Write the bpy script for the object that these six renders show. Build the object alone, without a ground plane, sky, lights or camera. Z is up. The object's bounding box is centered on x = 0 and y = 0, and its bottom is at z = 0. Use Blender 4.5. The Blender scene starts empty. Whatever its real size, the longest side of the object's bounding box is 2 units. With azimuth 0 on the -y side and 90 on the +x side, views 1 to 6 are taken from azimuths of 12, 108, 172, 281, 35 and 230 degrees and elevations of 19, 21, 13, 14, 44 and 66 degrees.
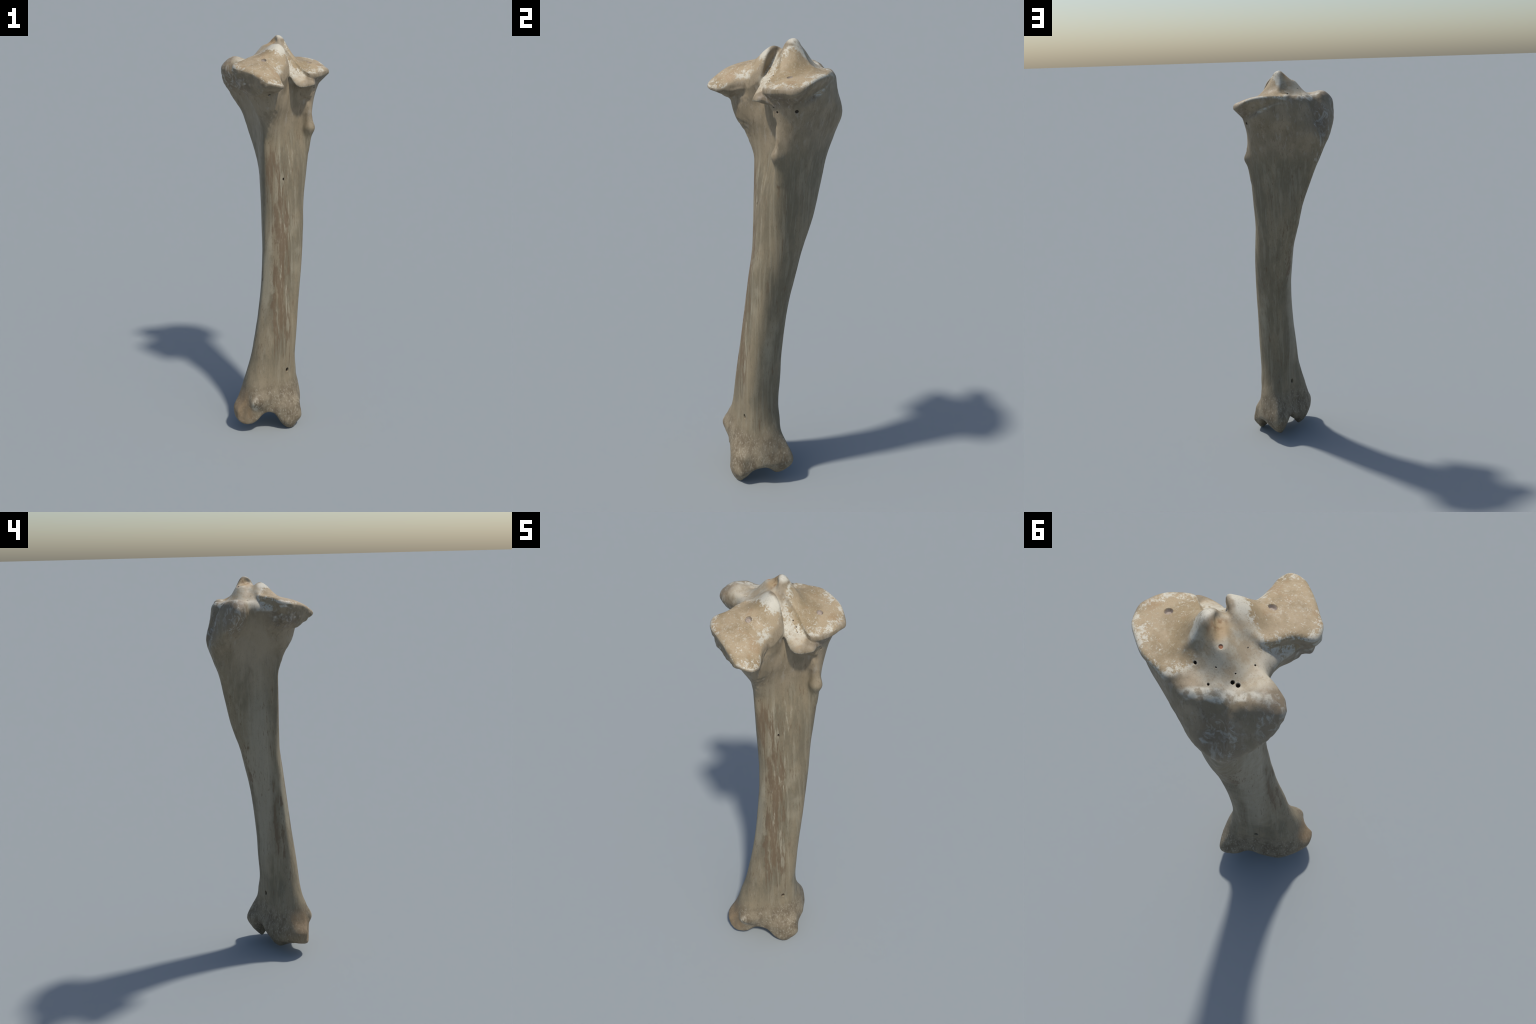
# A weathered long bone (tibia of a large hoofed animal) standing on its lower joint.
# The bone is modelled as one implicit solid: a lofted shaft, two joint plateaus with
# their spines, a tuberosity with a groove, a fibula stub and a carved lower joint.
# The solid is meshed once and then split by anatomical region.
import bpy, bmesh, math
import numpy as np
from mathutils import Vector

rng = np.random.default_rng(7)
C45 = math.sqrt(0.5)

def to_pq(x, y):
    """bone axes: p runs from one plateau to the other, q points to the front crest"""
    return (x + y) * C45, (y - x) * C45

def from_pq(p, q):
    return (p - q) * C45, (p + q) * C45

def sstep(a, b, x):
    t = np.clip((x - a) / (b - a), 0, 1)
    return t * t * (3 - 2 * t)

def smin(a, b, k):
    h = np.clip(0.5 + 0.5 * (b - a) / k, 0, 1)
    return b + (a - b) * h - k * h * (1 - h)

def smax(a, b, k):
    return -smin(-a, -b, k)

# ---------------------------------------------------------------- small maths helpers
def pchip(xs, ys, x):
    """monotone cubic interpolation, ys may have trailing dimensions"""
    xs = np.asarray(xs, float); ys = np.asarray(ys, float)
    h = np.diff(xs)
    hh = h.reshape((-1,) + (1,) * (ys.ndim - 1))
    d = np.diff(ys, axis=0) / hh
    m = np.zeros_like(ys)
    m[0] = d[0]; m[-1] = d[-1]
    w1 = 2 * hh[1:] + hh[:-1]; w2 = hh[1:] + 2 * hh[:-1]
    same = d[:-1] * d[1:] > 0
    with np.errstate(divide='ignore', invalid='ignore'):
        hm = (w1 + w2) / (w1 / d[:-1] + w2 / d[1:])
    m[1:-1] = np.where(same, hm, 0.0)
    x = np.clip(np.asarray(x, float), xs[0], xs[-1])
    i = np.clip(np.searchsorted(xs, x, side='right') - 1, 0, len(h) - 1)
    e = (slice(None),) + (None,) * (ys.ndim - 1)
    t = ((x - xs[i]) / h[i])[e]
    H = h[i][e]
    return ((2*t**3 - 3*t**2 + 1) * ys[i] + (t**3 - 2*t**2 + t) * H * m[i]
            + (-2*t**3 + 3*t**2) * ys[i+1] + (t**3 - t**2) * H * m[i+1])

def closed_curve(pts, n=160):
    """centripetal-ish closed Catmull-Rom through hand-placed points"""
    P = np.asarray(pts, float); N = len(P); out = []
    per = max(4, n // N)
    for i in range(N):
        p0, p1, p2, p3 = P[i-1], P[i], P[(i+1) % N], P[(i+2) % N]
        t0 = 0.0
        t1 = t0 + np.linalg.norm(p1-p0)**0.5
        t2 = t1 + np.linalg.norm(p2-p1)**0.5
        t3 = t2 + np.linalg.norm(p3-p2)**0.5
        for s in range(per):
            t = t1 + (t2-t1)*s/per
            a1 = (t1-t)/(t1-t0)*p0 + (t-t0)/(t1-t0)*p1
            a2 = (t2-t)/(t2-t1)*p1 + (t-t1)/(t2-t1)*p2
            a3 = (t3-t)/(t3-t2)*p2 + (t-t2)/(t3-t2)*p3
            b1 = (t2-t)/(t2-t0)*a1 + (t-t0)/(t2-t0)*a2
            b2 = (t3-t)/(t3-t1)*a2 + (t-t1)/(t3-t1)*a3
            out.append((t2-t)/(t2-t1)*b1 + (t-t1)/(t2-t1)*b2)
    return np.array(out)

def poly_sdf(C, X, Y):
    """signed distance to a closed polygon, negative inside"""
    d = np.full(X.shape, 1e9); inside = np.zeros(X.shape, bool)
    N = len(C)
    for i in range(N):
        ax, ay = C[i]; bx, by = C[(i+1) % N]
        ex, ey = bx-ax, by-ay
        t = np.clip(((X-ax)*ex + (Y-ay)*ey) / (ex*ex+ey*ey+1e-18), 0, 1)
        d = np.minimum(d, (X-ax-t*ex)**2 + (Y-ay-t*ey)**2)
        cross = ((ay > Y) != (by > Y)) & (X < (bx-ax)*(Y-ay)/(by-ay+1e-18)+ax)
        inside ^= cross
    d = np.sqrt(d)
    return np.where(inside, -d, d)

class Sheet:
    """a smooth height sheet stretched over a few surveyed landmarks (thin plate)"""
    def __init__(self, marks, soft=1e-5):
        M = np.asarray(marks, float)
        self.P = M[:, :2]; n = len(M)
        A = np.zeros((n+3, n+3)); b = np.zeros(n+3)
        A[:n, :n] = self.phi(self.P[:, None, :]-self.P[None, :, :]) + soft*np.eye(n)
        A[:n, n] = 1; A[:n, n+1:] = self.P
        A[n, :n] = 1; A[n+1:, :n] = self.P.T
        b[:n] = M[:, 2]
        self.w = np.linalg.solve(A, b)
    @staticmethod
    def phi(d):
        r2 = (d**2).sum(-1)
        return 0.5*r2*np.log(r2+1e-12)
    def __call__(self, p, q):
        n = len(self.P); out = self.w[n] + self.w[n+1]*p + self.w[n+2]*q
        for i in range(n):
            r2 = (p-self.P[i, 0])**2 + (q-self.P[i, 1])**2
            out = out + self.w[i]*0.5*r2*np.log(r2+1e-12)
        return out

# ---------------------------------------------------------------- the shaft sections
NANG = 96
ANG = np.arange(NANG)*2*math.pi/NANG

def section_from_points(c, pts):
    C = closed_curve(pts, 240)
    a = np.arctan2(C[:, 1]-c[1], C[:, 0]-c[0]) % (2*math.pi)
    r = np.hypot(C[:, 0]-c[0], C[:, 1]-c[1])
    o = np.argsort(a); a = a[o]; r = r[o]
    return np.interp(ANG, np.r_[a-2*math.pi, a, a+2*math.pi], np.r_[r, r, r])

def section_three_sided(r0, amp, turn):
    return r0 + amp*np.cos(3*(ANG-math.radians(turn)))

SEC = []   # (z, centre, radii)
def add_pts(z, c, pts): SEC.append((z, c, section_from_points(c, pts)))
def add_tri(z, c, r0, amp, turn): SEC.append((z, c, section_three_sided(r0, amp, turn)))

def add_polar(z, c, scale, rim):
    a = [math.radians(t) for t, _ in rim]
    add_pts(z, c, [(c[0]+scale*r*math.cos(t), c[1]+scale*r*math.sin(t)) for t, (_, r) in zip(a, rim)])

# --- lower end
LOW = [(.178,-.09),(.155,-.035),(.105,.03),(.065,.06),(.02,.035),(-.055,-.02),(-.1,-.07),(-.122,-.13),(-.115,-.188),(-.07,-.215),(.0,-.2),(.08,-.16),(.135,-.15),(.165,-.125)]
add_pts(-0.05, (.03,-.06), LOW)
add_pts(0.00, (.03,-.06), LOW)
add_pts(0.06, (.03,-.06), [(.2,-.072),(.175,.0),(.132,.058),(.088,.118),(.05,.096),(.0,.03),(-.06,-.018),(-.112,-.07),(-.133,-.13),(-.136,-.195),(-.094,-.238),(-.015,-.222),(.07,-.178),(.145,-.155),(.188,-.118)])
add_pts(0.12, (.024,-.064), [(.192,-.05),(.17,.02),(.14,.08),(.086,.133),(.045,.107),(0,.042),(-.058,-.012),(-.104,-.06),(-.133,-.12),(-.144,-.195),(-.1,-.247),(-.03,-.228),(.07,-.184),(.148,-.147),(.184,-.1)])
add_pts(0.19, (.025,-.07), [(.168,-.003),(.14,.055),(.084,.102),(.045,.07),(-.01,.01),(-.068,-.042),(-.103,-.083),(-.122,-.15),(-.075,-.225),(-.014,-.252),(.067,-.182),(.135,-.114),(.162,-.06)])
add_pts(0.25, (.027,-.073), [(.158,-.02),(.13,.045),(.08,.07),(.02,.028),(-.035,-.022),(-.08,-.064),(-.106,-.13),(-.07,-.205),(-.015,-.224),(.06,-.17),(.115,-.11),(.145,-.07)])
add_pts(0.31, (.034,-.067), [(.155,-.045),(.128,.022),(.07,.058),(.02,.032),(-.018,-.002),(-.056,-.05),(-.088,-.11),(-.075,-.175),(-.025,-.195),(.03,-.187),(.08,-.137),(.118,-.094)])
add_polar(0.40, (.041,-.063), 1.0, [(5,.110),(50,.113),(92,.106),(143,.083),(185,.104),(222,.131),(265,.111),(318,.079)])
# --- mid shaft: rounded outer side, flat back, one long edge
MID = [(5,.0995),(50,.096),(98,.098),(143,.091),(185,.097),(218,.111),(230,.115),(270,.096),(318,.0745)]
MIDU = [(5,.0995),(50,.097),(98,.1015),(140,.1015),(185,.099),(218,.105),(236,.113),(272,.096),(318,.085)]
for z, c, k, m in [(.50,(.049,-.055),1.08,MID),(.60,(.057,-.044),1.02,MID),(.70,(.063,-.031),.99,MID),(.80,(.068,-.019),.985,MID),(.90,(.070,-.005),1.0,MID),(1.00,(.068,.011),1.03,MIDU),(1.10,(.064,.029),1.06,MIDU)]:
    add_polar(z, c, k, m)
# --- upper shaft: seventeen running lines (ridge, outer face, crest, knob, hollow, buttress, back hollow)
start_angles = [0,25,50,75,98,112,126,140,155,170,188,208,222,236,260,292,328]
r11 = SEC[-1][2]
LINES = {
 1.10: [(.064+math.cos(math.radians(t))*np.interp(math.radians(t), ANG, r11), .029+math.sin(math.radians(t))*np.interp(math.radians(t), ANG, r11)) for t in start_angles],
 1.20: [(.163,.05),(.156,.085),(.13,.115),(.09,.14),(.045,.153),(.0,.156),(-.034,.148),(-.052,.12),(-.056,.085),(-.052,.05),(-.045,.01),(-.029,-.036),(-.018,-.058),(.0,-.075),(.03,-.08),(.08,-.057),(.135,-.012)],
 1.30: [(.170,.06),(.162,.095),(.135,.125),(.085,.15),(.035,.167),(-.015,.176),(-.05,.172),(-.067,.15),(-.069,.12),(-.064,.08),(-.054,.03),(-.036,-.028),(-.024,-.056),(-.004,-.08),(.027,-.08),(.08,-.049),(.135,-.005)],
 1.40: [(.176,.065),(.171,.1),(.145,.13),(.085,.155),(.02,.175),(-.045,.187),(-.09,.182),(-.1,.16),(-.094,.125),(-.08,.085),(-.062,.04),(-.040,-.02),(-.026,-.053),(-.004,-.083),(.025,-.078),(.078,-.041),(.139,.012)],
 1.50: [(.181,.077),(.179,.105),(.15,.135),(.09,.167),(.015,.188),(-.062,.2),(-.117,.194),(-.137,.17),(-.124,.135),(-.098,.09),(-.070,.035),(-.040,-.025),(-.025,-.057),(-.006,-.085),(.022,-.073),(.074,-.027),(.143,.048)],
 1.60: [(.180,.076),(.186,.11),(.162,.147),(.1,.184),(.01,.208),(-.08,.224),(-.153,.22),(-.177,.192),(-.16,.15),(-.127,.1),(-.086,.048),(-.047,-.028),(-.025,-.08),(.02,-.111),(.036,-.088),(.082,-.010),(.153,.073)],
 1.70: [(.184,.054),(.197,.115),(.178,.167),(.112,.2),(.03,.228),(-.078,.259),(-.165,.247),(-.208,.208),(-.226,.145),(-.166,.1),(-.110,.052),(-.074,-.04),(-.058,-.118),(.052,-.157),(.066,-.09),(.098,-.006),(.152,.066)],
 1.78: [(.194,.040),(.213,.13),(.186,.195),(.122,.232),(.045,.247),(-.045,.254),(-.14,.23),(-.207,.187),(-.256,.087),(-.203,.062),(-.142,.035),(-.104,-.03),(-.112,-.107),(.052,-.173),(.07,-.09),(.105,.003),(.157,.035)],
 1.84: [(.2,.08),(.213,.165),(.168,.218),(.103,.242),(.025,.25),(-.055,.243),(-.125,.214),(-.198,.165),(-.259,.064),(-.222,.032),(-.150,.028),(-.125,-.03),(-.117,-.092),(.02,-.12),(.07,-.06),(.1,.0),(.15,.03)],
 1.90: [(.16,.1),(.16,.15),(.12,.2),(.07,.222),(.0,.232),(-.06,.226),(-.12,.2),(-.189,.138),(-.230,.072),(-.206,.04),(-.13,.033),(-.08,.0),(-.04,-.025),(-.0,-.03),(.05,-.01),(.08,.02),(.12,.05)],
}
lz = np.array(sorted(LINES)); lp = np.array([LINES[z] for z in lz])
for z in np.arange(1.12, 1.901, .02):
    pts = pchip(lz, lp, [z])[0]
    c = pchip([1.1, 1.2, 1.4, 1.6, 1.78, 1.9], [(.064,.029),(.059,.047),(.042,.074),(.025,.09),(0,.08),(0,.085)], [z])[0]
    add_pts(z, tuple(c), pts)
add_pts(2.05, (0,.085), LINES[1.90])
SZ = np.array([s[0] for s in SEC]); SC = np.array([s[1] for s in SEC]); SR = np.array([s[2] for s in SEC])
# let the sections flow into each other along the shaft
_z = np.arange(-.05, 2.051, .01)
_r, _c = pchip(SZ, SR, _z), pchip(SZ, SC, _z)
_k = np.exp(-.5*(np.arange(-10, 11)/4.0)**2); _k /= _k.sum()
_flow = (sstep(.28, .48, _z)*(1-sstep(1.36, 1.56, _z)))[:, None]
def _soft(a):
    return np.stack([np.convolve(np.pad(a[:, j], 10, mode='edge'), _k, 'valid') for j in range(a.shape[1])], 1)
SZ, SR, SC = _z, _r+(_soft(_r)-_r)*_flow, _c+(_soft(_c)-_c)*_flow

# ---------------------------------------------------------------- upper joint (p, q, z)
E_OUT = closed_curve([(.06,.02),(.066,.045),(.095,.07),(.14,.09),(.152,.12),(.15,.155),(.172,.163),(.2,.146),(.228,.127),(.255,.1),(.276,.06),(.300,-.005),(.296,-.075),(.271,-.098),(.22,-.127),(.15,-.13),(.124,-.08),(.108,-.035),(.08,-.008)])
W_OUT = closed_curve([(.046,-.05),(.054,-.088),(.02,-.112),(-.015,-.125),(-.043,-.165),(-.072,-.234),(-.102,-.254),(-.15,-.222),(-.173,-.168),(-.203,-.075),(-.215,-.033),(-.198,.015),(-.14,.022),(-.098,.045),(-.06,.055),(-.02,.03),(.02,.016)])
E_TOP = Sheet([(.203,-.039,1.875),(.303,-.05,1.845),(.299,-.005,1.866),(.27,-.09,1.848),(.158,-.128,1.838),(.22,-.125,1.841),(.278,.055,1.882),(.24,.105,1.887),(.196,.146,1.884),(.16,.163,1.883),
               (.15,.11,1.892),(.157,.092,1.897),(.15,.05,1.898),(.125,.058,1.925),(.105,.062,1.958),(.112,.025,1.945),(.09,.028,1.988),(.095,.05,1.986),(.077,.04,1.998),
               (.119,-.027,1.903),(.13,-.08,1.862),(.07,.005,1.97)])
W_TOP = Sheet([(-.076,-.062,1.903),(-.108,-.245,1.816),(-.08,-.235,1.809),(-.15,-.215,1.831),(-.2,-.075,1.876),(-.212,-.03,1.883),(-.198,.012,1.888),(-.14,.02,1.903),(-.098,.043,1.91),
               (-.035,.025,1.925),(.018,.014,1.968),(.036,-.035,1.971),(.048,-.06,1.95),(.054,-.086,1.89),(.02,-.1,1.872),(.012,-.072,1.925),(-.003,-.111,1.848),(-.035,-.15,1.832),(-.062,-.2,1.817),(0,-.065,1.933),(-.035,.0,1.934),(-.06,-.14,1.862),(-.14,-.1,1.886)])
W_UNDER = Sheet([(-.15,-.195,1.788),(-.21,.0,1.785),(-.2,-.07,1.77),(-.142,-.129,1.748),(-.1,-.24,1.794),(-.06,-.2,1.776),(-.03,-.14,1.76),(.03,-.1,1.76),(-.1,.04,1.76)])
CORE_TOP = Sheet([(.075,-.125,1.80),(.058,-.088,1.84),(.145,-.149,1.803),(.12,-.11,1.822),(.094,-.084,1.845),(.094,-.052,1.866),(.077,-.02,1.912),(.056,-.002,1.945),(.07,.025,1.985),(.078,.045,1.998),(.073,.065,1.992),(.06,.085,1.975),(.037,.104,1.962),
                  (.055,.05,1.982),(.03,.035,1.957),(.022,.022,1.952),(.005,.065,1.935),(.03,.13,1.932),(.01,.146,1.904),(-.01,.04,1.935),(-.031,.056,1.912),(-.045,.1,1.893),(-.075,.09,1.892),(.095,.085,1.94),(.108,.121,1.887),(.085,.14,1.887),(.15,.12,1.885),(.15,.15,1.884),
                  (-.011,.171,1.88),(.068,.176,1.88),(.2,.13,1.87),(.2,.05,1.85),(.2,-.1,1.78),(.17,-.14,1.80),(-.085,.19,1.898),(-.05,.212,1.893),(-.13,.19,1.872),(.04,.2,1.878),(.1,.205,1.877),(.02,.26,1.83),(-.02,.24,1.875),(.1,.24,1.84),
                  (-.11,.03,1.88),(-.15,0,1.86),(-.05,-.1,1.80),(-.1,-.2,1.74),(.03,-.15,1.74)])
HOOK_OUT = closed_curve([(.06,.02),(.054,-.04),(.054,-.085),(.068,-.122),(.09,-.142),(.12,-.153),(.15,-.155),(.172,-.132),(.2,-.09),(.2,-.03),(.12,.03)])
# ---------------------------------------------------------------- lower joint: underside height over (x, y)
UNDER = Sheet([(.14,-.12,0.0),(.162,-.095,.002),(.10,-.13,.03),(.19,-.11,.03),(.197,-.06,.045),(.17,-.01,.085),(.17,.05,.11),(.15,.0,.088),(.10,.02,.06),(.056,.038,.025),(.05,.0,.075),(.08,-.005,.082),
               (.06,-.03,.06),(.06,-.09,.09),(.05,-.15,.12),(.02,-.14,.122),(-.004,-.15,.117),(.012,.03,.107),(.0,-.04,.105),(.0,.08,.115),(-.02,-.005,.075),(-.055,-.078,.018),(-.085,-.09,.045),(-.09,-.02,.08),
               (-.032,-.12,.05),(-.055,-.18,.05),(-.03,-.185,.06),(-.1,-.19,.06),(-.135,-.15,.08),(.13,-.17,.035),(.12,-.05,.085),(.085,.115,.075)])

def capsule(X, Y, Z, a, b, ra, rb):
    a = np.array(a); b = np.array(b); e = b-a
    t = np.clip(((X-a[0])*e[0]+(Y-a[1])*e[1]+(Z-a[2])*e[2])/(e@e), 0, 1)
    return np.sqrt((X-a[0]-t*e[0])**2+(Y-a[1]-t*e[1])**2+(Z-a[2]-t*e[2])**2) - (ra+(rb-ra)*t)

H = 0.0036
XS = np.arange(-.285, .2851, H); YS = np.arange(-.285, .2951, H); ZS = np.arange(-.03, 2.035, H)

def build_field():
    X, Y = np.meshgrid(XS, YS, indexing='ij')
    P, Q = to_pq(X, Y)
    F = np.empty((len(XS), len(YS), len(ZS)), np.float32)
    cz = pchip(SZ, SC, ZS); rz = pchip(SZ, SR, ZS)
    for k, z in enumerate(ZS):
        dx = X-cz[k, 0]; dy = Y-cz[k, 1]
        a = np.arctan2(dy, dx) % (2*math.pi)
        r = np.r_[rz[k], rz[k][:1]]
        rr = np.interp(a, np.r_[ANG, 2*math.pi], r)
        slope = np.interp(a, np.r_[ANG, 2*math.pi], np.gradient(r, ANG[1]))
        F[:, :, k] = (np.hypot(dx, dy)-rr)/np.sqrt(1+(slope/np.maximum(rr, .03))**2)
    # ---- lower joint
    n = int(np.searchsorted(ZS, .30))
    U = UNDER(X, Y)[:, :, None]
    gx, gy = np.gradient(U[:, :, 0], H)
    g = np.sqrt(1+gx**2+gy**2)[:, :, None]
    F[:, :, :n] = smax(F[:, :, :n], (U-ZS[None, None, :n])/g, .022)
    Fl = F[:, :, :n]
    X3, Y3, Zl = X[:, :, None], Y[:, :, None], ZS[None, None, :n]
    Fl[...] = smax(Fl, -capsule(X3, Y3, Zl, (-.058, -.252, .25), (-.092, -.262, .09), .024, .026), .012)
    Fl[...] = smax(Fl, -capsule(X3, Y3, Zl, (.220, -.028, .03), (.208, -.038, .24), .038, .028), .03)
    # ---- upper joint
    m = int(np.searchsorted(ZS, 1.34))
    Z = ZS[None, None, m:]
    G = F[:, :, m:]
    T = CORE_TOP(P, Q); gx, gy = np.gradient(T, H)
    core = smax(G, (Z-T[:, :, None])/np.sqrt(1+gx**2+gy**2)[:, :, None], .02)
    def slab(out, top, under, taper, lip, edge=.012):
        d2 = poly_sdf(out, P, Q)
        T = np.clip(top(P, Q), 1.7, 2.01); gx, gy = np.gradient(T, H)
        depth = T[:, :, None]-Z
        side = (d2[:, :, None]+taper*np.maximum(depth-lip, 0))/math.sqrt(1+taper*taper*.5)
        s = smax(side, -depth/np.sqrt(1+gx**2+gy**2)[:, :, None], edge)
        return smax(s, under, .02)
    east = slab(E_OUT, E_TOP, 1.70-Z, .68, .02)
    west = slab(W_OUT, W_TOP, (W_UNDER(P, Q)[:, :, None]-Z)*.93, .25, .03, .018)
    G = smin(core, east, .018)
    G = smin(G, west, .022)
    # beak of bone that hangs behind the outer plateau
    X3, Y3 = X[:, :, None], Y[:, :, None]
    G = smin(G, slab(HOOK_OUT, CORE_TOP, 1.70-Z, 1.15, .016), .012)
    # fibula stub
    G = smin(G, capsule(X3, Y3, Z, (.172, .080, 1.66), (.186, .071, 1.565), .004, .016), .035)
    G = smin(G, capsule(X3, Y3, Z, (.186, .071, 1.565), (.168, .080, 1.46), .014, .004), .035)
    # shallow trough along the crown of the spine
    G = smax(G, -capsule(X3, Y3, Z, (.006, .060, 1.981), (-.048, .100, 1.970), .011, .014), .014)
    # groove that parts the tuberosity into two lobes
    ga, gb, gc = from_pq(.045, .234), from_pq(.045, .277), from_pq(.045, .306)
    G = smax(G, -capsule(X3, Y3, Z, (ga[0], ga[1], 1.91), (gb[0], gb[1], 1.77), .037, .034), .02)
    G = smax(G, -capsule(X3, Y3, Z, (gb[0], gb[1], 1.77), (gc[0], gc[1], 1.65), .034, .018), .02)
    F[:, :, m:] = G
    return F

def surface_nets(F):
    s = F < 0
    nx, ny, nz = F.shape
    cnt = np.zeros((nx-1, ny-1, nz-1), np.int8)
    for i in (0, 1):
        for j in (0, 1):
            for k in (0, 1):
                cnt += s[i:nx-1+i, j:ny-1+j, k:nz-1+k]
    act = (cnt > 0) & (cnt < 8)
    idx = np.full(act.shape, -1, np.int64)
    cells = np.argwhere(act); idx[act] = np.arange(len(cells))
    acc = np.zeros((len(cells), 3)); w = np.zeros(len(cells))
    corners = [(i, j, k) for i in (0, 1) for j in (0, 1) for k in (0, 1)]
    vals = {c: F[cells[:, 0]+c[0], cells[:, 1]+c[1], cells[:, 2]+c[2]].astype(float) for c in corners}
    for a in corners:
        for ax in range(3):
            if a[ax]: continue
            b = list(a); b[ax] = 1; b = tuple(b)
            va, vb = vals[a], vals[b]
            cr = (va < 0) != (vb < 0)
            t = np.where(cr, va/np.where(va-vb == 0, 1, va-vb), 0)
            pt = np.array(a, float)[None, :]+t[:, None]*(np.array(b)-np.array(a))[None, :]
            acc += np.where(cr[:, None], pt, 0); w += cr
    V = (cells+acc/w[:, None])*H+np.array([XS[0], YS[0], ZS[0]])
    quads = []
    for ax in range(3):
        lo = [slice(1, -1)]*3; hi = [slice(1, -1)]*3
        lo[ax] = slice(0, -1); hi[ax] = slice(1, None)
        sl, sh = s[tuple(lo)], s[tuple(hi)]
        e = np.argwhere(sl != sh)
        o = np.array([1, 1, 1]); o[ax] = 0
        g = e+o
        u, v = [(1, 2), (2, 0), (0, 1)][ax]
        du = np.zeros(3, int); du[u] = 1; dv = np.zeros(3, int); dv[v] = 1
        q = [g-du-dv, g-dv, g, g-du]
        q = np.stack([idx[c[:, 0], c[:, 1], c[:, 2]] for c in q], 1)
        flip = ~sl[tuple(e.T)]
        q[flip] = q[flip][:, ::-1]
        quads.append(q)
    return V, np.concatenate(quads)


# ---------------------------------------------------------------- mesh the solid
F = build_field()
V, Q4 = surface_nets(F)
del F

def smooth(V, Q, n, lam):
    """a little fairing that does not shrink the bone (Taubin)"""
    e = np.concatenate([Q[:, [0, 1]], Q[:, [1, 2]], Q[:, [2, 3]], Q[:, [3, 0]]])
    deg = np.bincount(e.ravel(), minlength=len(V))[:, None].astype(float)
    for _ in range(n):
        for f in (lam, -lam*1.04):
            acc = np.stack([np.bincount(e[:, 0], V[e[:, 1], a], len(V)) + np.bincount(e[:, 1], V[e[:, 0], a], len(V)) for a in range(3)], 1)
            V = V + f*(acc/deg-V)
    return V

def vertex_normals(V, Q):
    n = np.cross(V[Q[:, 2]]-V[Q[:, 0]], V[Q[:, 3]]-V[Q[:, 1]])
    N = np.stack([sum(np.bincount(Q[:, k], n[:, a], len(V)) for k in range(4)) for a in range(3)], 1)
    return N/np.maximum(np.linalg.norm(N, axis=1, keepdims=True), 1e-12)

PERM = np.concatenate([rng.permutation(512)]*3)
GRAD = rng.normal(size=(512, 3)); GRAD /= np.linalg.norm(GRAD, axis=1, keepdims=True)

def perlin(P):
    i = np.floor(P).astype(int); f = P-i; u = f*f*f*(f*(f*6-15)+10); i &= 511
    out = np.zeros(len(P))
    for a in (0, 1):
        for b in (0, 1):
            for c in (0, 1):
                h = PERM[PERM[PERM[i[:, 0]+a]+i[:, 1]+b]+i[:, 2]+c]
                g = (GRAD[h]*(f-np.array([a, b, c]))).sum(1)
                out += g*(u[:, 0] if a else 1-u[:, 0])*(u[:, 1] if b else 1-u[:, 1])*(u[:, 2] if c else 1-u[:, 2])
    return out

def blob(V, c, r):
    return 1-sstep(.6, 1.1, np.linalg.norm((V-np.array(c))/np.array(r), axis=1))

V = smooth(V, Q4, 6, .5)
NRM = vertex_normals(V, Q4)
Pq, Qq = to_pq(V[:, 0], V[:, 1])
shaftness = sstep(.22, .4, V[:, 2])*(1-sstep(1.55, 1.75, V[:, 2]))
relief = .0012*perlin(V*[11, 11, 5]) + .0006*perlin(V*[32, 32, 14])
relief += shaftness*(.0011*perlin(V*[42, 42, 2.6]) + .0007*perlin(V*[85, 85, 6]))
# crumbly flank under the inner plateau
flank = sstep(.012, .03, W_TOP(Pq, Qq)-V[:, 2])*sstep(1.735, 1.77, V[:, 2])*(1-sstep(-.03, .0, Pq))*(1-sstep(.0, .05, Qq))*(1-sstep(1.87, 1.9, V[:, 2]))
relief += flank*(.0085*perlin(V*[22, 22, 32]+3.1) + .0045*perlin(V*[50, 50, 60]) - .0025)
# rough tendon face of the tuberosity
tub = sstep(.15, .19, Qq)*sstep(1.6, 1.68, V[:, 2])
relief += tub*(.0028*perlin(V*[30, 30, 16]) + .0016*perlin(V*[70, 70, 38]))
# lumpy lower joint
foot = 1-sstep(.16, .26, V[:, 2])
relief += foot*(.0022*perlin(V*[26, 26, 20]) + .0010*perlin(V*[75, 75, 60]))
V = V + NRM*relief[:, None]
NRM = vertex_normals(V, Q4)

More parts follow.
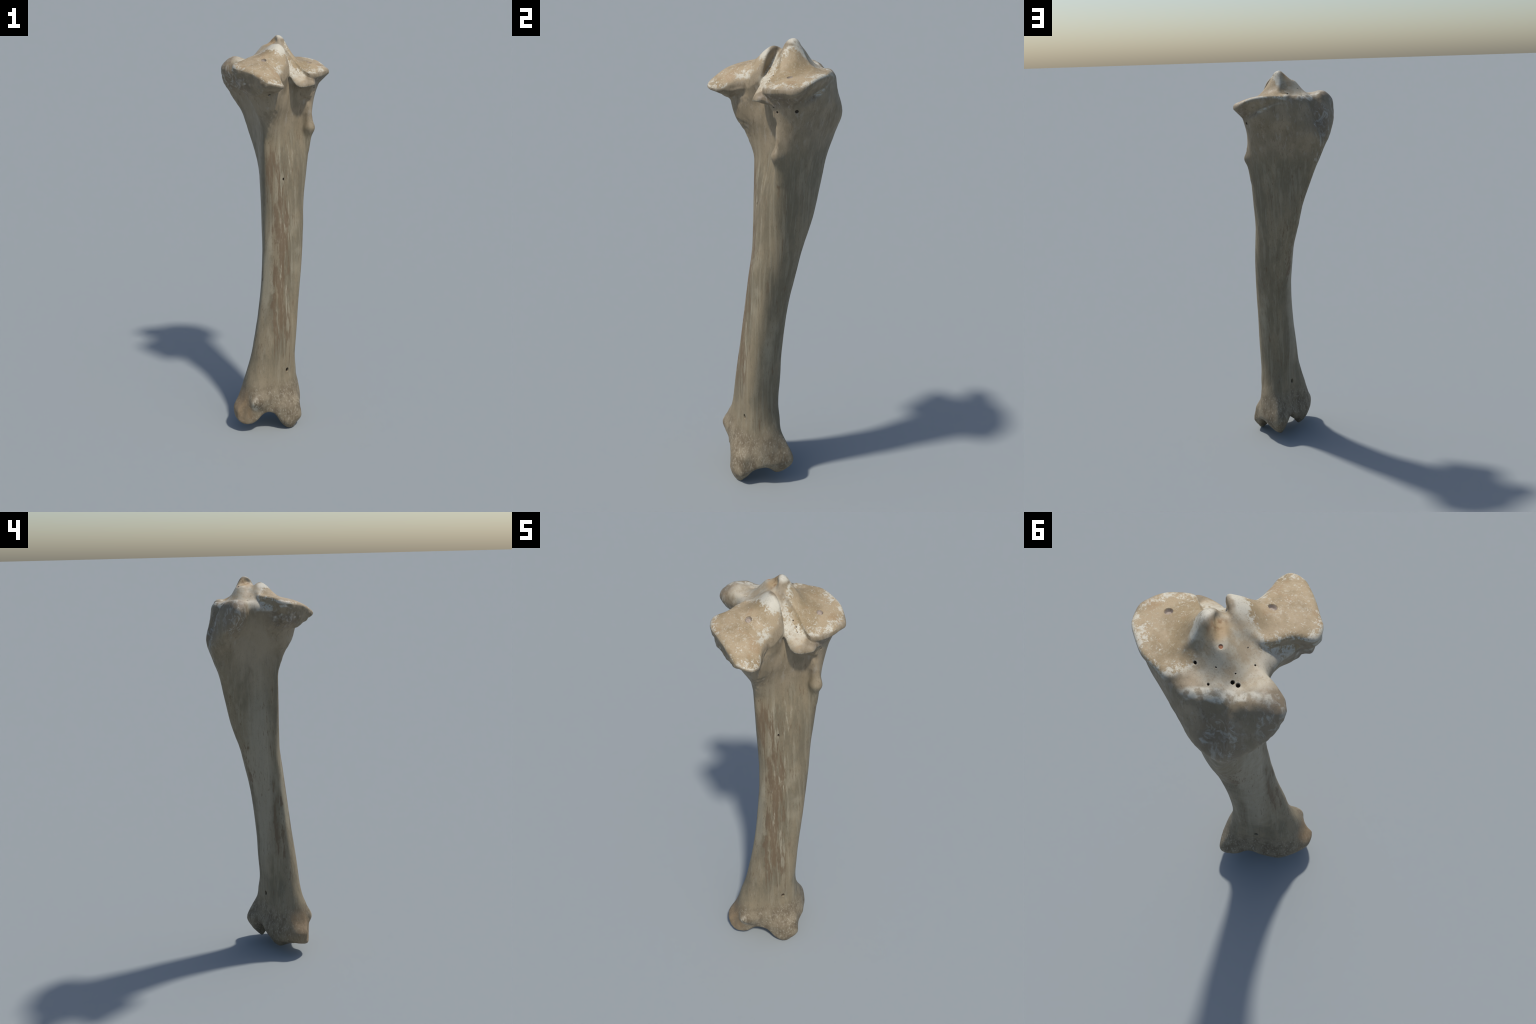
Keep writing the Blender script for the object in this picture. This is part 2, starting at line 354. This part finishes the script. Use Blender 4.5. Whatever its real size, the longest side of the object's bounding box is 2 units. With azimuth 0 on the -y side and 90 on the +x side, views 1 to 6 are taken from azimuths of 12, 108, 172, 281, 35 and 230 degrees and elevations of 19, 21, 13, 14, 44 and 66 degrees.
# ---------------------------------------------------------------- holes: centre, radius, depth, kind, stretch along z
HOLES = [((.171,.116,1.875), .0140, .011, 'pit', 1), ((-.010,-.097,1.903), .0145, .011, 'pit', 1),
         ((.121,-.093,.320), .0095, .022, 'hole', 1.5), ((-.013,.002,.308), .0095, .022, 'hole', 1.5),
         ((.199,.154,1.752), .0085, .009, 'hole', 1), ((.195,.078,1.745), .0048, .005, 'hole', 1.4), ((.198,.066,1.770), .0045, .005, 'hole', 1.2),
         ((-.009,.162,1.889), .0060, .012, 'hole', 1), ((-.110,.120,1.878), .0064, .016, 'hole', 1.2), ((-.127,.114,1.877), .0068, .016, 'hole', 1.2),
         ((-.077,.172,1.880), .0042, .012, 'hole', 1), ((-.114,.044,1.885), .0030, .007, 'hole', 1), ((-.068,.036,1.905), .0022, .006, 'hole', 1),
         ((.103,.030,1.864), .0030, .007, 'hole', 1), ((.126,.020,1.850), .0030, .007, 'hole', 1), ((.143,.005,1.845), .0022, .006, 'hole', 1), ((.184,.003,1.830), .0022, .006, 'hole', 1),
         ((.081,-.046,1.329), .0044, .010, 'hole', 1.9), ((-.060,.120,1.900), .0026, .007, 'hole', 1), ((-.098,.100,1.886), .0024, .006, 'hole', 1),
         ((.040,-.190,1.742), .0080, .012, 'hole', 1), ((-.048,.100,1.952), .0070, .003, 'stain', 1.5)]

# refine the quads around each hole, then press the hole in
CUT = 5
SLOT = {'hole': 1, 'pit': 2, 'stain': 3}
verts = [tuple(v) for v in V]
polys = []; slots = []
touch = np.full(len(V), -1)
spots = []
for h, (c, r, d, kind, st) in enumerate(HOLES):
    k0 = int(np.linalg.norm(V-np.array(c), axis=1).argmin())
    spots.append((V[k0].copy(), NRM[k0].copy()))
    touch[np.linalg.norm(V-V[k0], axis=1) < r*st*1.25+.004] = h
qt = touch[Q4]
chosen = (qt.min(1) >= 0)
edge_pts = {}
def edge_run(a, b):
    """vertex ids strictly between a and b along a cut edge"""
    key = (min(a, b), max(a, b))
    if key not in edge_pts:
        A, B = V[key[0]], V[key[1]]; ids = []
        for t in range(1, CUT):
            ids.append(len(verts)); verts.append(tuple(A+(B-A)*t/CUT))
        edge_pts[key] = ids
    ids = edge_pts[key]
    return ids if a == key[0] else ids[::-1]
fine_polys = []
for qi in np.nonzero(chosen)[0]:
    a, b, c, d = (int(x) for x in Q4[qi])
    g = [[0]*(CUT+1) for _ in range(CUT+1)]
    g[0][0], g[CUT][0], g[CUT][CUT], g[0][CUT] = a, b, c, d
    for t, (e1, e2, e3, e4) in enumerate(zip(edge_run(a, b), edge_run(d, c), edge_run(a, d), edge_run(b, c)), 1):
        g[t][0] = e1; g[t][CUT] = e2; g[0][t] = e3; g[CUT][t] = e4
    for i in range(1, CUT):
        for j in range(1, CUT):
            u, w = i/CUT, j/CUT
            g[i][j] = len(verts)
            verts.append(tuple((V[a]*(1-u)+V[b]*u)*(1-w)+(V[d]*(1-u)+V[c]*u)*w))
    for i in range(CUT):
        for j in range(CUT):
            fine_polys.append((g[i][j], g[i+1][j], g[i+1][j+1], g[i][j+1]))
edgev = np.zeros(len(V), bool)
for a, b in edge_pts: edgev[a] = edgev[b] = True
maybe = (edgev[Q4].sum(1) >= 2) & ~chosen
polys = [tuple(t) for t in Q4[~chosen & ~maybe].tolist()]
for t in Q4[maybe].tolist():
    out = []
    for i in range(4):
        a, b = t[i], t[(i+1) % 4]
        out.append(a)
        if (min(a, b), max(a, b)) in edge_pts: out += edge_run(a, b)
    polys.append(tuple(out))
first_fine = len(polys)
polys += fine_polys
CO = np.array(verts)
slots = np.zeros(len(polys), np.int32)
FQ = np.array(fine_polys)
for (c, n0), (_, r, d, kind, st) in zip(spots, HOLES):
    near = np.nonzero(np.linalg.norm(CO-c, axis=1) < r*st*1.6+.008)[0]
    o = CO[near]-c; hgt = o@n0
    lat = o-hgt[:, None]*n0; lat[:, 2] /= st
    ok = np.abs(hgt) < r*1.2+.004
    t = np.full(len(CO), 9.0); t[near[ok]] = np.linalg.norm(lat, axis=1)[ok]/r
    u = np.clip((1-t)/.5, 0, 1)
    CO -= n0*(d*u*u*(3-2*u))[:, None]
    slots[first_fine:][t[FQ].mean(1) < .82] = SLOT[kind]

# ---------------------------------------------------------------- materials
class Nodes:
    """small helper that writes node trees as expressions"""
    def __init__(self, mat):
        self.t = mat.node_tree; self.t.nodes.clear()
        self.P = self.node('ShaderNodeTexCoord').outputs['Object']
    def node(self, kind, **kw):
        n = self.t.nodes.new(kind)
        for k, v in kw.items(): setattr(n, k, v)
        return n
    def put(self, sock, v):
        if isinstance(v, bpy.types.NodeSocket): self.t.links.new(v, sock)
        elif v is not None: sock.default_value = v
    def m(self, op, a, b=None, clamp=False):
        n = self.node('ShaderNodeMath', operation=op, use_clamp=clamp)
        self.put(n.inputs[0], a); self.put(n.inputs[1], b)
        return n.outputs[0]
    def add(self, a, b): return self.m('ADD', a, b)
    def sub(self, a, b): return self.m('SUBTRACT', a, b)
    def mul(self, a, b): return self.m('MULTIPLY', a, b)
    def mx(self, a, b): return self.m('MAXIMUM', a, b)
    def inv(self, a): return self.m('SUBTRACT', 1.0, a)
    def v(self, op, a, b=None):
        n = self.node('ShaderNodeVectorMath', operation=op)
        self.put(n.inputs[0], a)
        if b is not None: self.put(n.inputs[1], b)
        return n.outputs['Value'] if op in ('LENGTH', 'DOT_PRODUCT') else n.outputs['Vector']
    def noise(self, scale, detail=3, rough=.55, shift=(0, 0, 0), distort=0, colour=False):
        vec = self.v('ADD', self.v('MULTIPLY', self.P, scale if isinstance(scale, tuple) else (scale,)*3), shift)
        n = self.node('ShaderNodeTexNoise')
        self.put(n.inputs['Vector'], vec); n.inputs['Scale'].default_value = 1
        n.inputs['Detail'].default_value = detail; n.inputs['Roughness'].default_value = rough
        n.inputs['Distortion'].default_value = distort
        return n.outputs['Color'] if colour else n.outputs['Fac']
    def ss(self, x, lo, hi, a=0.0, b=1.0):
        n = self.node('ShaderNodeMapRange', interpolation_type='SMOOTHSTEP')
        self.put(n.inputs['Value'], x)
        n.inputs['From Min'].default_value = lo; n.inputs['From Max'].default_value = hi
        n.inputs['To Min'].default_value = a; n.inputs['To Max'].default_value = b
        return n.outputs['Result']
    def dist(self, c, r, where=None):
        """distance from c in units of the radii r"""
        return self.v('LENGTH', self.v('DIVIDE', self.v('SUBTRACT', where or self.P, c), r))
    def ell(self, c, r, lo=.6, hi=1.1, where=None):
        return self.ss(self.dist(c, r, where), lo, hi, 1, 0)
    def mix(self, a, b, f):
        n = self.node('ShaderNodeMix', data_type='RGBA')
        self.put(n.inputs['Factor'], f)
        for s, c in ((n.inputs[6], a), (n.inputs[7], b)):
            self.put(s, c if isinstance(c, bpy.types.NodeSocket) else (*c, 1))
        return n.outputs[2]
    def finish(self, col, rough, bump, strength, dist):
        b = self.node('ShaderNodeBump'); b.inputs['Strength'].default_value = strength; b.inputs['Distance'].default_value = dist
        self.put(b.inputs['Height'], bump)
        p = self.node('ShaderNodeBsdfPrincipled')
        self.put(p.inputs['Base Color'], col); self.put(p.inputs['Roughness'], rough)
        p.inputs['Specular IOR Level'].default_value = .35
        self.t.links.new(b.outputs['Normal'], p.inputs['Normal'])
        o = self.node('ShaderNodeOutputMaterial')
        self.t.links.new(p.outputs['BSDF'], o.inputs['Surface'])

OLIVE, TAN, PALE = (.165, .138, .089), (.232, .188, .120), (.325, .288, .206)
BROWN, DARK = (.142, .097, .056), (.085, .055, .032)
CREAM, IVORY = (.46, .41, .32), (.54, .51, .42)

def make_bone():
    mat = bpy.data.materials.new("weathered_bone"); mat.use_nodes = True
    N = Nodes(mat)
    warp = N.v('MULTIPLY', N.v('SUBTRACT', N.noise(14, 3, colour=True), (.5, .5, .5)), (.05, .05, .09))
    W = N.v('ADD', N.P, warp)                                   # position with ragged borders
    Z = N.node('ShaderNodeSeparateXYZ'); N.put(Z.inputs[0], W); z = Z.outputs['Z']
    p = N.v('DOT_PRODUCT', W, (C45, C45, 0)); q = N.v('DOT_PRODUCT', W, (-C45, C45, 0))
    comb = N.node('ShaderNodeCombineXYZ'); N.put(comb.inputs[0], p); N.put(comb.inputs[1], q); N.put(comb.inputs[2], z)
    PQ = comb.outputs[0]
    E = lambda c, r, lo=.6, hi=1.1: N.ell(c, r, lo, hi, PQ)
    S = lambda c, r, lo=.5, hi=1.1: N.ell(c, r, lo, hi, W)

    # --- shaft: olive and tan, long pale and brown streaks
    col = N.mix(OLIVE, TAN, N.ss(N.noise((12, 12, 3.2), 6, .65), .40, .60))
    back = S((.075, -.075, .80), (.075, .07, .62))
    back = N.mx(back, S((.085, -.03, 1.32), (.08, .06, .25)))
    palestrip = S((.012, -.10, .72), (.035, .05, .42))
    outer = S((.125, .0, .85), (.035, .06, .40))
    col = N.mix(col, PALE, N.mul(N.mx(palestrip, outer), .62))
    pale = N.ss(N.noise((62, 62, 1.7), 5, .6), .50, .62)
    col = N.mix(col, PALE, N.mul(pale, N.mx(N.mul(back, .9), .30)))
    patch = S((.078, -.045, 1.14), (.052, .09, .30), .35, 1.1)
    low = S((.085, -.10, .70), (.06, .08, .42))
    crest = S((-.015, .085, .98), (.04, .06, .46))
    edge = S((-.035, -.08, .74), (.03, .05, .34))
    upper = S((.02, -.03, 1.40), (.05, .09, .20))
    bias = N.add(N.mul(patch, .14), N.add(N.mul(low, .115), N.add(N.mul(crest, .10), N.add(N.mul(edge, .10), N.mul(upper, .11)))))
    inner = S((-.035, .02, .95), (.055, .085, .72))
    col = N.mix(col, (.345, .297, .216), N.mul(inner, .75))  # west face tinted lighter and warmer to offset the bluish skylight there
    bias = N.sub(bias, N.add(N.mul(palestrip, .16), N.mul(inner, .05)))
    st = N.add(N.add(N.mul(N.noise((48, 48, 3.2), 6, .7, (7, 2, 5)), .62), N.mul(N.noise((135, 135, 11), 5, .65, (3, 7, 5)), .38)), bias)
    col = N.mix(col, BROWN, N.mul(N.ss(st, .555, .635), .85))
    col = N.mix(col, TAN, N.mul(N.ss(N.noise((120, 120, 14), 6, .7, (2, 8, 8)), .53, .66), .5))
    dash = N.ss(N.noise((150, 150, 26), 3, .6, (1, 9, 4)), .60, .68)
    col = N.mix(col, BROWN, N.mul(dash, N.ss(N.noise(7, 2, .5, (4, 4, 4)), .44, .62, .1, .75)))

    # --- head flanks: browner, mottled
    hd = N.ss(z, 1.50, 1.66)
    flank = N.mix((.215, .170, .108), (.30, .238, .158), N.ss(N.noise((16, 16, 9), 5, .62), .38, .64))
    flank = N.mix(flank, (.36, .32, .26), N.mul(N.ss(N.noise((44, 44, 18), 6, .65, (3, 3, 1)), .55, .66), .45))
    flank = N.mix(flank, BROWN, N.mul(N.ss(N.noise((70, 70, 16), 4, .6, (9, 1, 1)), .57, .68), .55))
    col = N.mix(col, flank, N.mul(hd, .85))
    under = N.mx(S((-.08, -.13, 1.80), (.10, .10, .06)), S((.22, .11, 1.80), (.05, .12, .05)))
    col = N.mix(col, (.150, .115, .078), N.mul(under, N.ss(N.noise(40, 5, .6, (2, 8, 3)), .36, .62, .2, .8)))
    col = N.mix(col, (.37, .33, .28), N.mul(under, N.mul(N.ss(N.noise(30, 6, .65, (6, 1, 2), 1.5), .53, .66), .6)))

    westside = S((-.10, -.0, 1.62), (.10, .14, .24))
    col = N.mix(col, (.325, .262, .178), N.mul(westside, N.ss(N.noise((18, 18, 10), 5, .62, (4, 1, 9)), .30, .56, .25, .8)))

    # --- tuberosity: grey ivory veins over brown
    tb = N.mx(E((.03, .27, 1.76), (.085, .055, .125)), E((-.10, .215, 1.80), (.065, .075, .11)))
    vein = N.noise((30, 30, 20), 6, .66, (5, 5, 5), 1.6)
    tcol = N.mix((.215, .168, .112), (.36, .335, .28), N.ss(vein, .47, .64))
    col = N.mix(col, tcol, N.mul(tb, .9))
    tail = E((.05, .262, 1.60), (.03, .04, .12))
    col = N.mix(col, (.36, .33, .27), N.mul(tail, N.mul(N.ss(N.noise((60, 60, 8), 5), .5, .6), .7)))

    # --- cream ground between spines and tuberosity, and on the beak behind
    ground = N.mx(E((.0, .13, 1.89), (.13, .085, .045)), E((.09, -.085, 1.84), (.05, .085, .075)))
    gcol = N.mix((.385, .32, .22), (.46, .41, .315), N.ss(N.noise(24, 5, .6, (8, 8, 2)), .32, .52))
    gcol = N.mix(gcol, (.30, .21, .125), N.mul(N.ss(N.noise(55, 5, .6, (1, 3, 8)), .56, .68), .5))
    beak = E((.11, -.125, 1.805), (.05, .045, .04), .4, 1.1)
    gcol = N.mix(gcol, (.36, .27, .16), N.mul(beak, N.ss(N.noise(28, 5, .6, (3, 3, 3)), .36, .58, .25, .9)))
    col = N.mix(col, gcol, ground)
    rimfront = E((.03, .205, 1.88), (.16, .022, .03))
    col = N.mix(col, IVORY, N.mul(rimfront, N.ss(N.noise(38, 5, .6, (0, 4, 4)), .38, .56, .1, .85)))

    # --- joint plateaus: tan gristle, ivory worn rims with lacy borders
    lace = N.add(N.mul(N.noise((50, 50, 50), 6, .7, (3, 6, 9), .5), .6), N.mul(N.noise((150, 150, 120), 5, .65, (3, 16, 9), .8), .4))
    lace2 = N.noise((95, 95, 70), 4, .6, (13, 6, 9), .8)
    tanp = N.mix((.370, .284, .174), (.285, .214, .120), N.ss(N.noise(11, 4, .6, (2, 2, 7)), .40, .62))
    tanp = N.mix(tanp, (.315, .205, .105), N.mul(N.ss(N.noise(16, 3, .5, (5, 8, 1)), .56, .68), .5))
    de = N.dist((.188, .010, 1.895), (.124, .155, .110), PQ)
    dw = N.dist((-.080, -.100, 1.880), (.158, .178, .125), PQ)
    ie = N.ss(de, .96, 1.10, 1, 0); iw = N.ss(dw, .96, 1.12, 1, 0)
    rim_e = N.ss(de, .66, 1.02); rim_w = N.ss(dw, .60, 1.02)
    white_e = E((.285, .05, 1.88), (.075, .075, .06), .3, 1.1)
    te = N.add(lace, N.add(N.mul(rim_e, .13), N.mul(white_e, .12)))
    tw = N.add(lace, N.add(N.mul(rim_w, .13), N.mul(E((.02, -.03, 1.95), (.06, .07, .06), .3, 1.1), .19)))
    tw = N.add(tw, N.mul(E((-.02, -.125, 1.86), (.05, .05, .05), .3, 1.1), .12))
    pe = N.mix(tanp, IVORY, N.mul(N.ss(te, .555, .655), .88))
    pw = N.mix(tanp, IVORY, N.mul(N.ss(tw, .545, .645), .88))
    pw = N.mix(pw, (.47, .42, .325), N.mul(N.ss(lace2, .52, .62), N.mul(E((-.10, -.10, 1.87), (.11, .10, .09)), .55)))
    pe = N.mix(pe, (.43, .385, .275), N.mul(N.ss(lace2, .54, .64), .35))
    side = N.node('ShaderNodeNewGeometry')
    up = N.ss(N.v('DOT_PRODUCT', side.outputs['Normal'], (-.15, .1, .95)), .10, .34)   # gristle only ever covered the bearing faces
    col = N.mix(col, pe, N.mul(ie, up))
    lip = N.mul(N.mul(N.ss(dw, .86, .98), N.ss(dw, 1.10, 1.24, 1, 0)), N.ss(N.v('DOT_PRODUCT', side.outputs['Normal'], (-.15, .1, .95)), -.05, .25))
    lip = N.mul(lip, N.ss(p, -.05, -.02, 1, 0))
    col = N.mix(col, pw, N.mul(iw, up))
    col = N.mix(col, (.45, .402, .315), N.mul(lip, N.ss(N.noise(34, 5, .6, (6, 2, 6)), .34, .56, .15, .9)))

    # --- the spine: pale crest, brown trough
    mound = N.mix((.37, .295, .195), (.44, .385, .285), N.ss(N.noise(30, 5, .62, (6, 4, 4)), .38, .60))
    col = N.mix(col, mound, E((.028, .085, 1.935), (.105, .10, .085), .7, 1.05))
    trough = N.ell((-.005, .085, 1.96), (.042, .045, .045), .5, 1.1)
    col = N.mix(col, (.40, .285, .155), N.mul(trough, .9))
    col = N.mix(col, (.27, .165, .08), N.mul(N.ell((.0, .075, 1.975), (.018, .05, .03), .3, 1.1), N.ss(N.noise((50, 50, 30), 4), .45, .6)))
    north = N.ell((-.005, .135, 1.925), (.045, .025, .04), .5, 1.1)
    col = N.mix(col, (.24, .185, .105), N.mul(north, N.ss(N.noise(26, 5), .38, .6, .1, .75)))
    ridge = N.mx(N.ell((.030, .090, 1.99), (.022, .035, .030), .5, 1.1), N.ell((.032, .125, 1.945), (.016, .030, .055), .5, 1.1))
    col = N.mix(col, IVORY, N.mul(ridge, N.ss(N.noise(40, 4, .6, (7, 7, 7)), .32, .52, .35, .95)))

    # --- lower joint: speckled brown, warm inner knob
    ft = N.ss(z, .21, .30, 1, 0)
    fcol = N.mix((.135, .102, .063), (.225, .184, .122), N.ss(N.noise((26, 26, 14), 5, .62, (4, 2, 2)), .36, .62))
    fcol = N.mix(fcol, (.37, .33, .25), N.mul(N.ss(N.noise((120, 120, 60), 4, .65, (6, 6, 1)), .53, .64), .55))
    fcol = N.mix(fcol, (.105, .075, .045), N.mul(N.ss(N.noise((150, 150, 75), 3, .6, (2, 6, 8)), .58, .67), .6))
    warm = S((-.09, -.20, .14), (.08, .09, .14))
    fcol = N.mix(fcol, (.265, .180, .098), N.mul(warm, .65))
    fcol = N.mix(fcol, (.46, .405, .31), N.mul(S((-.012, -.245, .155), (.030, .03, .07)), N.ss(N.noise((60, 60, 30), 4), .42, .56)))
    col = N.mix(col, fcol, N.mul(ft, .9))

    # --- bare worn edges
    worn = N.ss(side.outputs['Pointiness'], .522, .575)
    col = N.mix(col, IVORY, N.mul(N.mul(worn, N.ss(z, 1.72, 1.82)), N.ss(N.noise(50, 4, .6, (1, 1, 1)), .36, .54, .1, .8)))
    fine = N.noise((260, 260, 130), 4, .6)
    col = N.mix(col, N.mix(col, (.08, .06, .04), .30), N.ss(fine, .56, .70))

    bump = N.add(N.add(N.mul(fine, .5), N.mul(st, .5)), N.mul(N.noise((120, 120, 12), 4, .6), .6))
    rough = N.ss(N.noise(30, 3), .3, .7, .52, .70)
    N.finish(col, rough, bump, .35, .0022)
    return mat

def make_plain(name, a, b, scale):
    mat = bpy.data.materials.new(name); mat.use_nodes = True
    N = Nodes(mat)
    f = N.noise(scale, 4)
    N.finish(N.mix(a, b, N.ss(f, .35, .65)), .75, f, .3, .001)
    return mat

MATS = [make_bone(), make_plain("foramen_dark", (.060, .045, .031), (.095, .072, .051), 300),  # hole floors coloured dark for the shadow inside them
        make_plain("joint_pit_grey", (.29, .235, .19), (.36, .305, .255), 120), make_plain("rust_stain", (.34, .16, .085), (.28, .13, .07), 120)]

# ---------------------------------------------------------------- split into anatomical parts
full = bpy.data.meshes.new("bone_whole")
full.from_pydata(CO.tolist(), [], polys); full.update()
nv, npoly = len(CO), len(polys)
NO = np.empty(nv*3); full.vertex_normals.foreach_get("vector", NO); NO = NO.reshape(-1, 3)
CEN = np.empty(npoly*3); full.polygons.foreach_get("center", CEN); CEN = CEN.reshape(-1, 3)
bpy.data.meshes.remove(full)

def region(C):
    p, q = to_pq(C[:, 0], C[:, 1]); z = C[:, 2]
    lab = np.full(len(C), 'shaft', dtype=object)
    lab[(z < .235)] = 'lower_joint'
    lab[(z < .15) & (C[:, 0] > .085) & (C[:, 1] < -.03)] = 'malleolus'
    lab[np.linalg.norm((C-np.array([.187, .066, 1.57]))/np.array([.022, .03, .08]), axis=1) < 1] = 'fibula_stub'
    head = z > 1.72-.10*sstep(.1, .25, q)
    lab[head & (q > .135)] = 'tuberosity'
    lab[(z > 1.775) & (q <= .135)] = 'intercondylar_spine'
    bx = (z > 1.70) & (z < 2.02)
    idx = np.nonzero(bx)[0]
    dE = poly_sdf(E_OUT, p[idx], q[idx]); dW = poly_sdf(W_OUT, p[idx], q[idx])
    hE = E_TOP(p[idx], q[idx])-z[idx]; hW = W_TOP(p[idx], q[idx])-z[idx]
    lab[idx[(dE < .006) & (hE < .035)]] = 'outer_plateau'
    lab[idx[(dW < .010) & (hW < .13) & (z[idx] > 1.755)]] = 'inner_plateau'
    return lab

LAB = region(CEN)
root = bpy.data.objects.new("leg_bone", None)
root.empty_display_size = .2
bpy.context.collection.objects.link(root)
root["label"] = "tall weathered tan leg bone standing upright with knobbly joints"
root["category"] = "animal bone"
for name in ('shaft', 'outer_plateau', 'inner_plateau', 'intercondylar_spine', 'tuberosity', 'fibula_stub', 'lower_joint', 'malleolus'):
    fi = np.nonzero(LAB == name)[0]
    if len(fi) == 0: continue
    used = np.unique(np.concatenate([polys[i] for i in fi]))
    remap = np.full(nv, -1); remap[used] = np.arange(len(used))
    me = bpy.data.meshes.new(name)
    me.from_pydata(CO[used].tolist(), [], [tuple(int(remap[j]) for j in polys[i]) for i in fi])
    for m in MATS: me.materials.append(m)
    me.polygons.foreach_set("material_index", slots[fi])
    me.polygons.foreach_set("use_smooth", np.ones(len(fi), bool))
    me.update()
    me.normals_split_custom_set_from_vertices(NO[used].tolist())
    ob = bpy.data.objects.new(name, me)
    bpy.context.collection.objects.link(ob)
    ob.parent = root
    print(name, len(fi))
